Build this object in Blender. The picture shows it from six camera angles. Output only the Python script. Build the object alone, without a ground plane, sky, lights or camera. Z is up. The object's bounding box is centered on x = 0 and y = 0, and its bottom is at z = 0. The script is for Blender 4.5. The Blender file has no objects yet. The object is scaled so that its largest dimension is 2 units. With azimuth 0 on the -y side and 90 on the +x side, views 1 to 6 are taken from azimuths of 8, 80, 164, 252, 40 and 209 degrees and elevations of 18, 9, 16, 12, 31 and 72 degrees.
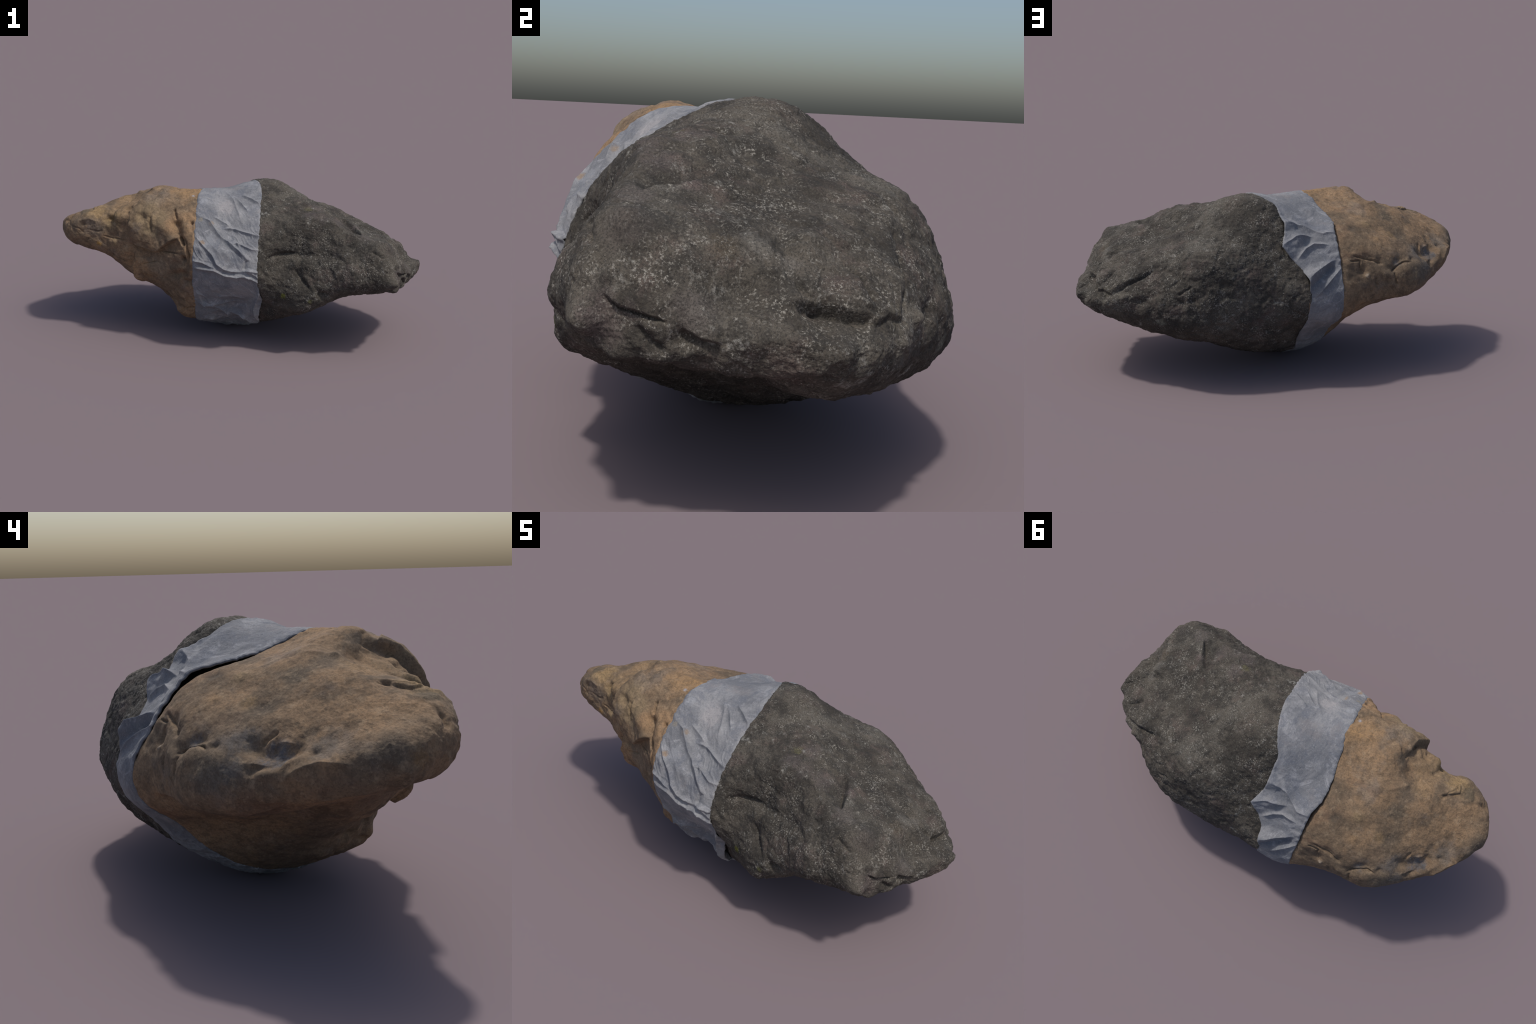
"""A long, double-pointed boulder: dark lichen-speckled stone on the +x half, ochre
sandstone on the -x half, and a strip of grey cloth wound round the waist."""
import bpy
import numpy as np
from math import pi, radians

# ------------------------------------------------------------------ helpers
def lattice_hash(ix, iy, iz, seed):
    h = (ix * 374761393 + iy * 668265263 + iz * 2147483647 + seed * 1274126177) & 0xFFFFFFFF
    h = ((h ^ (h >> 13)) * 1274126177) & 0xFFFFFFFF
    h = ((h ^ (h >> 16)) * 2246822519) & 0xFFFFFFFF
    return h ^ (h >> 15)


def noise(p, seed=0):
    """Gradient noise, about -1..1, at an (n, 3) array of points."""
    i = np.floor(p).astype(np.int64)
    f = p - i
    u = f * f * f * (f * (f * 6 - 15) + 10)
    total = np.zeros(len(p))
    for dx in (0, 1):
        wx = u[:, 0] if dx else 1 - u[:, 0]
        for dy in (0, 1):
            wy = u[:, 1] if dy else 1 - u[:, 1]
            for dz in (0, 1):
                wz = u[:, 2] if dz else 1 - u[:, 2]
                h = lattice_hash(i[:, 0] + dx, i[:, 1] + dy, i[:, 2] + dz, seed)
                gx = (h & 1023) / 511.5 - 1
                gy = ((h >> 10) & 1023) / 511.5 - 1
                gz = ((h >> 20) & 1023) / 511.5 - 1
                total += wx * wy * wz * (gx * (f[:, 0] - dx) + gy * (f[:, 1] - dy) + gz * (f[:, 2] - dz))
    return total * 1.3


def fbm(p, octaves, seed=0, gain=0.5, ridged=False):
    total, amp = np.zeros(len(p)), 1.0
    for k in range(octaves):
        n = noise(p * 2.03**k + 7.3 * k, seed + k)
        total += amp * ((0.5 - np.abs(n) * 1.6) if ridged else n)
        amp *= gain
    return total


def cells(p, seed=0):
    """Distances to the nearest and second nearest of one random point per lattice cell."""
    i = np.floor(p).astype(np.int64)
    near, second = np.full(len(p), 9.0), np.full(len(p), 9.0)
    for dx in (-1, 0, 1):
        for dy in (-1, 0, 1):
            for dz in (-1, 0, 1):
                j = i + (dx, dy, dz)
                h = lattice_hash(j[:, 0], j[:, 1], j[:, 2], seed)
                q = j + np.stack([(h & 1023), (h >> 10) & 1023, (h >> 20) & 1023], 1) / 1023.0
                d = np.linalg.norm(q - p, axis=1)
                second = np.minimum(second, np.maximum(near, d))
                near = np.minimum(near, d)
    return near, second


def smooth(a, b, x):
    t = np.clip((x - a) / (b - a), 0, 1)
    return t * t * (3 - 2 * t)


def bspline(t):
    return ((1 - t) ** 3 / 6, (3 * t**3 - 6 * t**2 + 4) / 6, (-3 * t**3 + 3 * t**2 + 3 * t + 1) / 6, t**3 / 6)


# ------------------------------------------------------------------ the overall form
# The long axis runs along x from -1 to 1.  The centre line bends gently (two polynomials
# in x); round it stand cross-sections, each with 24 control radii every 15 degrees
# (0 = +y, 90 = +z), drawn in towards the two tips by sin(phi), x = -cos(phi).
SPINE_Y = [0.0274, 0.3582, 0.1916, -0.4517, -0.1437, 0.0894, -0.0213, -0.0044]
SPINE_Z = [0.283, 0.0813, -0.5247, -0.1466, 0.2756, 0.0035, 0.4171]

STATIONS = []


def station(index, radii):
    STATIONS.append(radii)


station( 0, [.182, .234, .292, .336, .360, .378, .405, .448, .496, .522, .493, .410, .308, .227, .186, .181, .193, .195, .176, .152, .132, .123, .129, .149])
station( 1, [.294, .309, .308, .301, .296, .299, .314, .348, .408, .484, .522, .484, .384, .269, .188, .157, .157, .156, .145, .138, .139, .157, .197, .253])
station( 2, [.397, .352, .291, .256, .240, .237, .247, .272, .335, .447, .536, .534, .441, .303, .190, .140, .125, .120, .121, .128, .147, .185, .253, .347])
station( 3, [.406, .312, .247, .221, .207, .209, .224, .247, .301, .440, .513, .487, .425, .310, .202, .148, .127, .120, .120, .129, .157, .209, .284, .377])
station( 4, [.384, .270, .240, .226, .207, .214, .245, .285, .314, .432, .475, .425, .406, .313, .227, .191, .172, .151, .135, .137, .168, .232, .324, .414])
station( 5, [.460, .345, .286, .254, .236, .247, .280, .325, .338, .390, .390, .365, .385, .337, .288, .270, .247, .200, .167, .156, .179, .245, .352, .482])
station( 6, [.451, .372, .318, .278, .272, .287, .311, .335, .356, .469, .518, .406, .416, .407, .381, .338, .284, .245, .216, .195, .198, .247, .346, .466])
station( 7, [.408, .416, .374, .314, .307, .307, .324, .398, .484, .499, .487, .410, .390, .398, .363, .303, .296, .299, .284, .263, .240, .257, .312, .395])
station( 8, [.434, .389, .388, .373, .342, .314, .315, .358, .457, .457, .456, .438, .418, .418, .402, .451, .432, .379, .355, .357, .340, .317, .342, .439])
station( 9, [.493, .413, .382, .372, .335, .320, .355, .414, .442, .441, .483, .506, .490, .429, .407, .438, .410, .417, .416, .398, .396, .389, .391, .483])
station(10, [.477, .426, .380, .371, .381, .396, .373, .389, .402, .382, .354, .464, .471, .398, .367, .369, .356, .412, .430, .398, .399, .414, .397, .453])
station(11, [.434, .416, .388, .380, .411, .448, .441, .425, .400, .412, .436, .492, .497, .397, .394, .444, .394, .402, .387, .393, .402, .439, .473, .480])
station(12, [.449, .440, .417, .365, .347, .365, .391, .381, .366, .425, .446, .328, .425, .465, .454, .428, .357, .358, .372, .392, .397, .428, .488, .504])
station(13, [.487, .476, .446, .341, .300, .302, .317, .344, .402, .430, .419, .370, .437, .555, .513, .373, .300, .295, .322, .346, .362, .407, .495, .539])
station(14, [.521, .471, .417, .322, .276, .260, .254, .282, .372, .417, .433, .432, .495, .519, .377, .265, .225, .230, .260, .298, .343, .410, .513, .587])
station(15, [.531, .443, .373, .309, .276, .241, .230, .235, .287, .388, .480, .488, .580, .477, .274, .183, .159, .172, .209, .260, .326, .402, .489, .591])
station(16, [.516, .469, .380, .311, .286, .213, .265, .296, .334, .465, .575, .567, .596, .433, .242, .146, .122, .135, .172, .227, .299, .380, .449, .521])
station(17, [.555, .504, .361, .264, .253, .205, .307, .324, .337, .469, .607, .714, .680, .427, .232, .143, .119, .122, .149, .196, .259, .334, .423, .517])
station(18, [.521, .419, .265, .164, .170, .183, .229, .228, .232, .336, .491, .691, .641, .385, .242, .172, .137, .126, .137, .169, .220, .292, .389, .495])
station(19, [.427, .345, .226, .144, .130, .144, .156, .157, .169, .235, .345, .469, .468, .363, .295, .228, .173, .142, .133, .147, .182, .239, .318, .402])
station(20, [.314, .283, .215, .151, .119, .119, .119, .119, .125, .154, .205, .262, .312, .347, .341, .283, .216, .163, .133, .127, .146, .183, .235, .288])

RADII = np.array(STATIONS)
N_PHI, N_THETA = RADII.shape


def centre_line(x):
    return np.polyval(SPINE_Y, x), np.polyval(SPINE_Z, x)


def form(phi, theta):
    """Points of the smooth overall form."""
    f = phi / pi * (N_PHI + 1) - 1
    g = theta / (2 * pi) * N_THETA
    i, j = np.floor(f).astype(int), np.floor(g).astype(int)
    r = 0
    for a, wa in enumerate(bspline(f - i)):
        row = np.clip(i - 1 + a, 0, N_PHI - 1)
        for b, wb in enumerate(bspline(g - j)):
            r = r + wa * wb * RADII[row, (j - 1 + b) % N_THETA]
    x = -np.cos(phi)
    cy, cz = centre_line(x)
    s = np.sin(phi)
    return np.stack([x, cy + r * s * np.cos(theta), cz + r * s * np.sin(theta)], -1)


def form_normals(phi, theta, e=4e-3):
    t = np.clip(phi, 0.02, pi - 0.02)
    n = np.cross(form(t, theta + e) - form(t, theta - e), form(t + e, theta) - form(t - e, theta))
    n /= np.linalg.norm(n, axis=-1, keepdims=True) + 1e-12
    return -n if ORIENT < 0 else n


ORIENT = 1.0
_t = np.array([1.5])
ORIENT = 1.0 if form_normals(_t, np.array([pi / 2]))[0, 2] > 0 else -1.0


# ------------------------------------------------------------------ relief strokes
def along(p, path):
    """Distance of points to a polyline, position along it 0..1, and offset vector."""
    path = np.array(path, float).reshape(-1, 3)
    if len(path) == 1:
        off = p - path[0]
        return np.linalg.norm(off, axis=1), np.full(len(p), 0.5), off, np.zeros_like(p)
    seg = np.linalg.norm(np.diff(path, axis=0), axis=1)
    start = np.concatenate([[0], np.cumsum(seg)])
    best, pos = np.full(len(p), 1e9), np.zeros(len(p))
    off, tan = np.zeros_like(p), np.zeros_like(p)
    for k in range(len(seg)):
        d = (path[k + 1] - path[k]) / seg[k]
        t = np.clip((p - path[k]) @ d, 0, seg[k])
        o = p - path[k] - t[:, None] * d
        l = np.linalg.norm(o, axis=1)
        m = l < best
        best[m], pos[m], off[m], tan[m] = l[m], ((start[k] + t) / start[-1])[m], o[m], d
    return best, pos, off, tan


class Relief:
    """Collects height along the surface normal for a cloud of surface points."""

    def __init__(self, points, normals):
        self.p, self.n, self.h = points, normals, np.zeros(len(points))
        self.wob = None

    def near(self, path, reach):
        path = np.array(path, float).reshape(-1, 3)
        lo, hi = path.min(0) - reach, path.max(0) + reach
        return np.where(((self.p > lo) & (self.p < hi)).all(1))[0]

    def bump(self, path, width, height):
        """Rounded swelling (or, with a negative height, a hollow) along a path."""
        k = self.near(path, 2.6 * width)
        d, pos, _, _ = along(self.p[k], path)
        self.h[k] += height * np.exp(-((d / width) ** 2))

    def crack(self, path, width, depth):
        """Narrow sharp-bottomed furrow that dies out at both ends."""
        k = self.near(path, 4 * width)
        q = self.p[k]
        q = q + 0.35 * width * np.stack([noise(q / (2.2 * width), s) for s in (31, 32, 33)], 1)
        d, pos, _, _ = along(q, path)
        taper = np.clip(np.minimum(pos, 1 - pos) * 6 + 0.15, 0, 1)
        self.h[k] -= depth * taper * np.clip(1 - d / (1.6 * width), 0, 1) ** 1.5

    def ridge(self, path, width, height):
        """Narrow sharp crest: a cloth fold or a rock lip."""
        k = self.near(path, 4 * width)
        d, pos, _, _ = along(self.p[k], path)
        taper = np.clip(np.minimum(pos, 1 - pos) * 5 + 0.1, 0, 1)
        self.h[k] += height * taper * np.exp(-((d / width) ** 1.15))

    def step(self, path, sharp, reach, height):
        """Ledge: the ground left of the path (seen from outside) stands higher, fading out."""
        k = self.near(path, 2.5 * reach)
        q = self.p[k]
        d, pos, off, tan = along(q, path)
        left = np.einsum("ij,ij->i", np.cross(self.n[k], tan), off)
        side = left + 0.3 * sharp * noise(q / (3 * sharp), 35)
        taper = smooth(0, 0.18, pos) * smooth(0, 0.18, 1 - pos)
        self.h[k] += height * taper * (smooth(-sharp, sharp, side) - 0.5) * np.exp(-((d / reach) ** 2))


# ------------------------------------------------------------------ colour patches
# (centre, radius, colour, strength)
DARK_SPOTS = [
    ((0.299, -0.444, 0.340), 0.016, (0.135, 0.14, 0.018), 0.8),
    ((0.439, -0.464, 0.323), 0.016, (0.12, 0.125, 0.018), 0.45),
    ((0.399, -0.215, 0.747), 0.022, (0.17, 0.155, 0.07), 0.45),
    ((0.439, -0.184, 0.744), 0.045, (0.135, 0.108, 0.1), 0.45),
    ((0.411, -0.265, 0.727), 0.04, (0.13, 0.105, 0.098), 0.45),
    ((0.473, -0.271, 0.712), 0.04, (0.135, 0.11, 0.105), 0.35),
    ((0.553, -0.248, 0.691), 0.05, (0.125, 0.1, 0.097), 0.35),
    ((0.648, -0.189, 0.645), 0.025, (0.17, 0.13, 0.122), 0.45),
    ((0.708, -0.307, 0.633), 0.05, (0.12, 0.1, 0.095), 0.35),
    ((0.813, -0.323, 0.584), 0.05, (0.13, 0.108, 0.1), 0.3),
    ((0.880, -0.358, 0.434), 0.055, (0.14, 0.108, 0.102), 0.45),
    ((0.842, -0.143, 0.557), 0.035, (0.105, 0.082, 0.055), 0.45),
    ((0.930, -0.203, 0.456), 0.05, (0.15, 0.13, 0.125), 0.3),
    ((0.838, -0.083, 0.560), 0.035, (0.2, 0.19, 0.17), 0.35),
    ((0.835, -0.019, 0.518), 0.03, (0.19, 0.175, 0.16), 0.35),
    ((0.864, 0.069, 0.482), 0.04, (0.085, 0.062, 0.055), 0.6),
    ((0.868, 0.190, 0.438), 0.03, (0.115, 0.1, 0.065), 0.35),
    ((0.658, 0.354, 0.330), 0.01, (0.3, 0.29, 0.25), 0.9),
    ((0.034, 0.430, 0.482), 0.04, (0.17, 0.155, 0.13), 0.35),
    ((0.644, 0.364, 0.326), 0.025, (0.2, 0.2, 0.16), 0.6),
]

OCHRE_SPOTS = [
    ((-0.257, -0.201, 0.806), 0.08, (0.33, 0.2, 0.095), 0.5),
    ((-0.190, -0.149, 0.805), 0.07, (0.33, 0.2, 0.095), 0.5),
    ((-0.604, -0.232, 0.717), 0.1, (0.31, 0.205, 0.11), 0.5),
    ((-0.755, -0.234, 0.676), 0.08, (0.33, 0.22, 0.1), 0.6),
    ((-0.428, -0.355, 0.683), 0.11, (0.29, 0.215, 0.125), 0.7),
    ((-0.648, -0.267, 0.644), 0.06, (0.27, 0.19, 0.09), 0.6),
    ((-0.489, -0.349, 0.635), 0.035, (0.24, 0.2, 0.165), 0.7),
    ((-0.864, -0.256, 0.620), 0.06, (0.16, 0.12, 0.085), 0.7),
    ((-0.763, -0.277, 0.608), 0.06, (0.145, 0.118, 0.1), 0.7),
    ((-0.730, -0.272, 0.509), 0.016, (0.45, 0.26, 0.075), 0.9),
    ((-0.450, -0.323, 0.368), 0.035, (0.25, 0.16, 0.08), 0.5),
    ((-0.634, -0.286, 0.532), 0.025, (0.27, 0.2, 0.11), 0.6),
    ((-0.382, -0.358, 0.439), 0.08, (0.17, 0.135, 0.1), 0.7),
    ((-0.257, -0.285, 0.148), 0.06, (0.24, 0.15, 0.08), 0.4),
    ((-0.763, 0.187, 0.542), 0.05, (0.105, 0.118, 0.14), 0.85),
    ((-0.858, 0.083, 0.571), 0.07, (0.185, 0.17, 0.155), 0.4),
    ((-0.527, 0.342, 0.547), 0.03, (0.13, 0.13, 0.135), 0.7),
    ((-0.699, 0.293, 0.499), 0.05, (0.11, 0.105, 0.1), 0.6),
    ((-0.743, 0.215, 0.535), 0.009, (0.36, 0.31, 0.25), 0.9),
    ((-0.353, 0.394, 0.501), 0.012, (0.4, 0.33, 0.25), 0.9),
    ((-0.658, 0.342, 0.471), 0.06, (0.12, 0.105, 0.085), 0.6),
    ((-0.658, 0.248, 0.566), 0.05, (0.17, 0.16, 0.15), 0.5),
    ((-0.984, -0.025, 0.560), 0.05, (0.09, 0.075, 0.06), 0.6),
    ((-0.996, -0.093, 0.544), 0.03, (0.22, 0.13, 0.055), 0.6),
    ((-0.569, 0.061, 0.710), 0.055, (0.085, 0.073, 0.056), 0.7),
    ((-0.323, 0.221, 0.694), 0.025, (0.08, 0.066, 0.05), 0.7),
    ((-0.422, 0.162, 0.697), 0.035, (0.25, 0.18, 0.1), 0.6),
    ((-0.824, -0.196, 0.670), 0.04, (0.1, 0.085, 0.06), 0.7),
    ((-0.599, 0.171, 0.636), 0.03, (0.09, 0.072, 0.056), 0.7),
    ((-0.579, -0.017, 0.739), 0.05, (0.11, 0.09, 0.07), 0.6),
    ((-0.473, -0.152, 0.792), 0.04, (0.09, 0.075, 0.06), 0.7),
    ((-0.619, -0.108, 0.729), 0.06, (0.33, 0.215, 0.115), 0.6),
    ((-0.445, 0.253, 0.645), 0.025, (0.3, 0.19, 0.1), 0.6),
    ((-0.548, 0.189, 0.644), 0.03, (0.27, 0.18, 0.09), 0.6),
    ((-0.726, 0.215, 0.385), 0.1, (0.15, 0.092, 0.062), 0.6),  # belly shade painted in: underside tinted darker and redder
    ((-0.245, 0.379, 0.292), 0.06, (0.18, 0.1, 0.055), 0.6),
    ((-0.215, -0.229, 0.794), 0.01, (0.3, 0.31, 0.34), 0.9),
]

CLOTH_SPOTS = [
    ((-0.097, -0.342, 0.677), 0.016, (0.24, 0.175, 0.12), 0.8),
    ((-0.128, -0.430, 0.599), 0.016, (0.26, 0.18, 0.11), 0.8),
    ((-0.034, -0.253, 0.740), 0.05, (0.3, 0.285, 0.285), 0.6),
    ((-0.153, -0.256, 0.770), 0.03, (0.4, 0.41, 0.43), 0.35),
    ((-0.091, -0.411, 0.608), 0.04, (0.36, 0.37, 0.39), 0.3),
    ((-0.153, -0.346, 0.697), 0.014, (0.28, 0.24, 0.17), 0.6),
    ((0.072, -0.418, 0.332), 0.06, (0.26, 0.25, 0.255), 0.5),
    ((-0.047, -0.238, 0.755), 0.05, (0.33, 0.315, 0.315), 0.5),
]


# ------------------------------------------------------------------ surface relief
def dark_relief(r):
    p = r.p
    warp = p + 0.02 * np.stack([noise(p * 6, s) for s in (71, 72, 73)], 1)
    r.h += -0.003 + 0.006 * fbm(warp * 6, 3, 3) + 0.0035 * fbm(warp * 19, 3, 9, 0.55, ridged=True) + 0.0022 * fbm(p * 62, 3, 15, 0.6)
    near, second = cells(warp * 11, 5)
    r.h += 0.0045 * (smooth(0.0, 0.35, second - near) - 0.6)
    # oblique slit with a raised lip on the upper face
    r.step([(0.553, -0.124, 0.683), (0.599, -0.148, 0.662), (0.639, -0.203, 0.651), (0.686, -0.300, 0.637)], 0.005, 0.055, 0.024)
    r.crack([(0.629, -0.193, 0.655), (0.658, -0.251, 0.647), (0.681, -0.288, 0.640)], 0.0039, 0.0085)
    r.bump([(0.589, -0.196, 0.676), (0.624, -0.244, 0.659)], 0.035, -0.01)
    # ledges and cracks of the blunt end
    r.step([(0.877, -0.358, 0.469), (0.891, -0.333, 0.450), (0.905, -0.300, 0.443), (0.921, -0.258, 0.433)], 0.004, 0.04, 0.012)
    r.crack([(0.877, -0.358, 0.469), (0.891, -0.333, 0.450), (0.908, -0.293, 0.442), (0.923, -0.251, 0.431)], 0.0039, 0.017)
    r.step([(0.930, -0.230, 0.421), (0.937, -0.208, 0.414), (0.943, -0.185, 0.403), (0.953, -0.150, 0.400)], 0.006, 0.05, 0.018)
    r.bump([(0.932, -0.221, 0.406)], 0.022, -0.01)
    r.crack([(0.905, -0.301, 0.422), (0.910, -0.281, 0.402), (0.913, -0.264, 0.387), (0.913, -0.252, 0.376)], 0.0072, 0.011)
    r.ridge([(0.791, -0.409, 0.388), (0.842, -0.369, 0.378), (0.877, -0.310, 0.368), (0.908, -0.242, 0.363), (0.923, -0.195, 0.358)], 0.014, 0.008)
    r.step([(0.925, -0.039, 0.466), (0.908, -0.002, 0.460), (0.900, 0.034, 0.454), (0.908, 0.059, 0.450), (0.910, 0.092, 0.446), (0.910, 0.135, 0.433)], 0.008, 0.06, 0.028)
    r.crack([(0.908, -0.000, 0.458), (0.900, 0.034, 0.454), (0.908, 0.059, 0.450), (0.910, 0.092, 0.446), (0.908, 0.123, 0.440), (0.910, 0.135, 0.433)], 0.0059, 0.0238)
    r.bump([(0.864, 0.005, 0.492), (0.861, 0.050, 0.485), (0.868, 0.095, 0.478)], 0.032, 0.01)
    r.crack([(0.813, 0.102, 0.517), (0.835, 0.119, 0.499), (0.855, 0.128, 0.482), (0.877, 0.135, 0.462)], 0.0078, 0.0119)
    r.crack([(0.658, 0.245, 0.547), (0.730, 0.240, 0.505), (0.779, 0.229, 0.481), (0.831, 0.220, 0.445)], 0.0091, 0.0145)
    r.step([(0.916, 0.128, 0.431), (0.883, 0.166, 0.441), (0.845, 0.220, 0.426)], 0.006, 0.04, 0.014)
    r.ridge([(0.960, -0.123, 0.402), (0.976, -0.046, 0.415), (0.991, 0.053, 0.403), (0.913, 0.171, 0.376)], 0.018, 0.009)
    r.ridge([(0.831, -0.081, 0.565), (0.831, -0.025, 0.523), (0.838, 0.026, 0.511), (0.824, 0.079, 0.513), (0.845, 0.113, 0.493), (0.877, 0.112, 0.468)], 0.022, 0.008)
    r.bump([(0.913, -0.281, 0.422)], 0.014, 0.012)
    r.bump([(0.932, -0.222, 0.408)], 0.016, -0.006)
    # pits and furrows of the front face
    r.crack([(0.202, -0.419, 0.522), (0.257, -0.378, 0.540), (0.317, -0.356, 0.545), (0.353, -0.353, 0.550)], 0.0091, 0.0136)
    r.bump([(0.202, -0.393, 0.592), (0.287, -0.363, 0.573)], 0.03, 0.01)
    r.crack([(0.347, -0.390, 0.476), (0.382, -0.420, 0.441), (0.411, -0.442, 0.413), (0.439, -0.459, 0.382)], 0.0078, 0.0093)
    r.bump([(0.489, -0.459, 0.366), (0.516, -0.453, 0.359)], 0.02, -0.018)
    r.crack([(0.739, -0.387, 0.585), (0.779, -0.389, 0.570), (0.810, -0.383, 0.554)], 0.0104, 0.0119)
    r.bump([(0.365, -0.360, 0.523)], 0.02, -0.01)
    r.bump([(0.382, -0.400, 0.467), (0.462, -0.393, 0.502)], 0.02, -0.006)
    r.bump([(0.370, -0.416, 0.444), (0.411, -0.447, 0.404)], 0.02, -0.012)
    r.bump([(0.495, -0.455, 0.345)], 0.022, -0.012)
    r.bump([(0.543, -0.393, 0.540)], 0.03, -0.01)
    r.bump([(0.388, -0.304, 0.704), (0.456, -0.246, 0.728)], 0.028, 0.008)
    r.bump([(0.450, -0.362, 0.562)], 0.035, 0.008)
    r.bump([(0.644, -0.436, 0.503)], 0.03, 0.008)
    r.bump([(0.962, -0.114, 0.412)], 0.028, 0.012)
    r.bump([(0.422, -0.450, 0.283)], 0.045, 0.01)
    r.bump([(0.667, -0.458, 0.430)], 0.05, 0.01)
    r.bump([(0.799, -0.324, 0.595)], 0.035, 0.015)
    r.bump([(0.972, 0.103, 0.383)], 0.03, -0.018)
    r.bump([(0.993, 0.052, 0.402)], 0.025, -0.006)
    r.bump([(0.861, -0.329, 0.366)], 0.03, 0.012)
    r.bump([(0.871, -0.336, 0.508)], 0.03, 0.01)
    r.ridge([(0.382, -0.252, 0.736), (0.511, -0.271, 0.700), (0.648, -0.301, 0.643), (0.747, -0.339, 0.615), (0.861, -0.256, 0.549)], 0.028, 0.011)
    r.ridge([(0.347, -0.284, 0.722), (0.445, -0.286, 0.709), (0.548, -0.288, 0.677), (0.629, -0.321, 0.639), (0.699, -0.358, 0.614)], 0.03, 0.009)
    r.ridge([(0.699, -0.358, 0.614), (0.791, -0.347, 0.592), (0.864, -0.302, 0.534)], 0.026, 0.008)
    # rear face: pocket under the tip, furrow beside it
    r.crack([(0.864, -0.039, 0.520), (0.894, 0.004, 0.467), (0.900, 0.109, 0.451), (0.880, 0.177, 0.435)], 0.0072, 0.0076)
    r.step([(0.905, 0.137, 0.436), (0.894, 0.004, 0.467), (0.864, -0.039, 0.520)], 0.01, 0.04, -0.008)
    r.bump([(0.845, 0.215, 0.436), (0.783, 0.230, 0.477)], 0.032, -0.009)
    r.bump([(0.802, 0.250, 0.422)], 0.018, 0.014)
    r.bump([(0.880, 0.202, 0.384)], 0.018, 0.01)
    r.step([(0.864, 0.195, 0.437), (0.775, 0.228, 0.484), (0.677, 0.226, 0.548), (0.594, 0.251, 0.588)], 0.016, 0.06, 0.009)
    r.bump([(0.730, 0.296, 0.410), (0.713, 0.306, 0.420)], 0.022, -0.012)
    r.bump([(0.558, 0.402, 0.429)], 0.022, -0.01)
    r.bump([(0.505, 0.417, 0.439)], 0.018, -0.01)
    r.bump([(0.405, 0.407, 0.522), (0.341, 0.416, 0.502)], 0.028, -0.01)
    r.bump([(0.422, 0.203, 0.668)], 0.03, 0.006)
    r.crack([(0.569, 0.384, 0.457), (0.543, 0.388, 0.475), (0.500, 0.392, 0.502)], 0.0065, 0.0085)
    r.bump([(0.473, -0.074, 0.713)], 0.04, -0.008)
    r.bump([(0.918, -0.158, 0.485)], 0.06, -0.02)
    r.bump([(0.905, -0.114, 0.492)], 0.045, -0.026)
    r.bump([(0.855, -0.391, 0.421)], 0.035, 0.018)
    r.bump([(0.353, -0.374, 0.496)], 0.045, 0.02)
    r.bump([(0.428, -0.392, 0.491)], 0.04, 0.014)
    r.bump([(0.370, -0.375, 0.497)], 0.04, 0.01)
    r.bump([(0.433, -0.396, 0.488)], 0.03, 0.01)
    r.bump([(0.779, 0.014, 0.556)], 0.045, 0.018)
    r.bump([(0.783, 0.220, 0.487)], 0.03, 0.01)
    r.bump([(0.855, -0.395, 0.431)], 0.035, 0.016)
    r.bump([(0.196, -0.375, 0.239)], 0.04, -0.02)
    r.bump([(0.009, -0.128, 0.798)], 0.04, -0.014)
    r.bump([(0.584, 0.101, 0.633)], 0.035, -0.013)
    r.bump([(0.034, -0.290, 0.692)], 0.03, 0.01)
    r.bump([(0.467, -0.132, 0.730)], 0.035, 0.015)
    r.bump([(0.806, 0.013, 0.539)], 0.035, 0.012)
    r.ridge([(0.416, -0.208, 0.746), (0.365, -0.164, 0.758), (0.382, -0.114, 0.758)], 0.02, 0.006)


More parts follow.
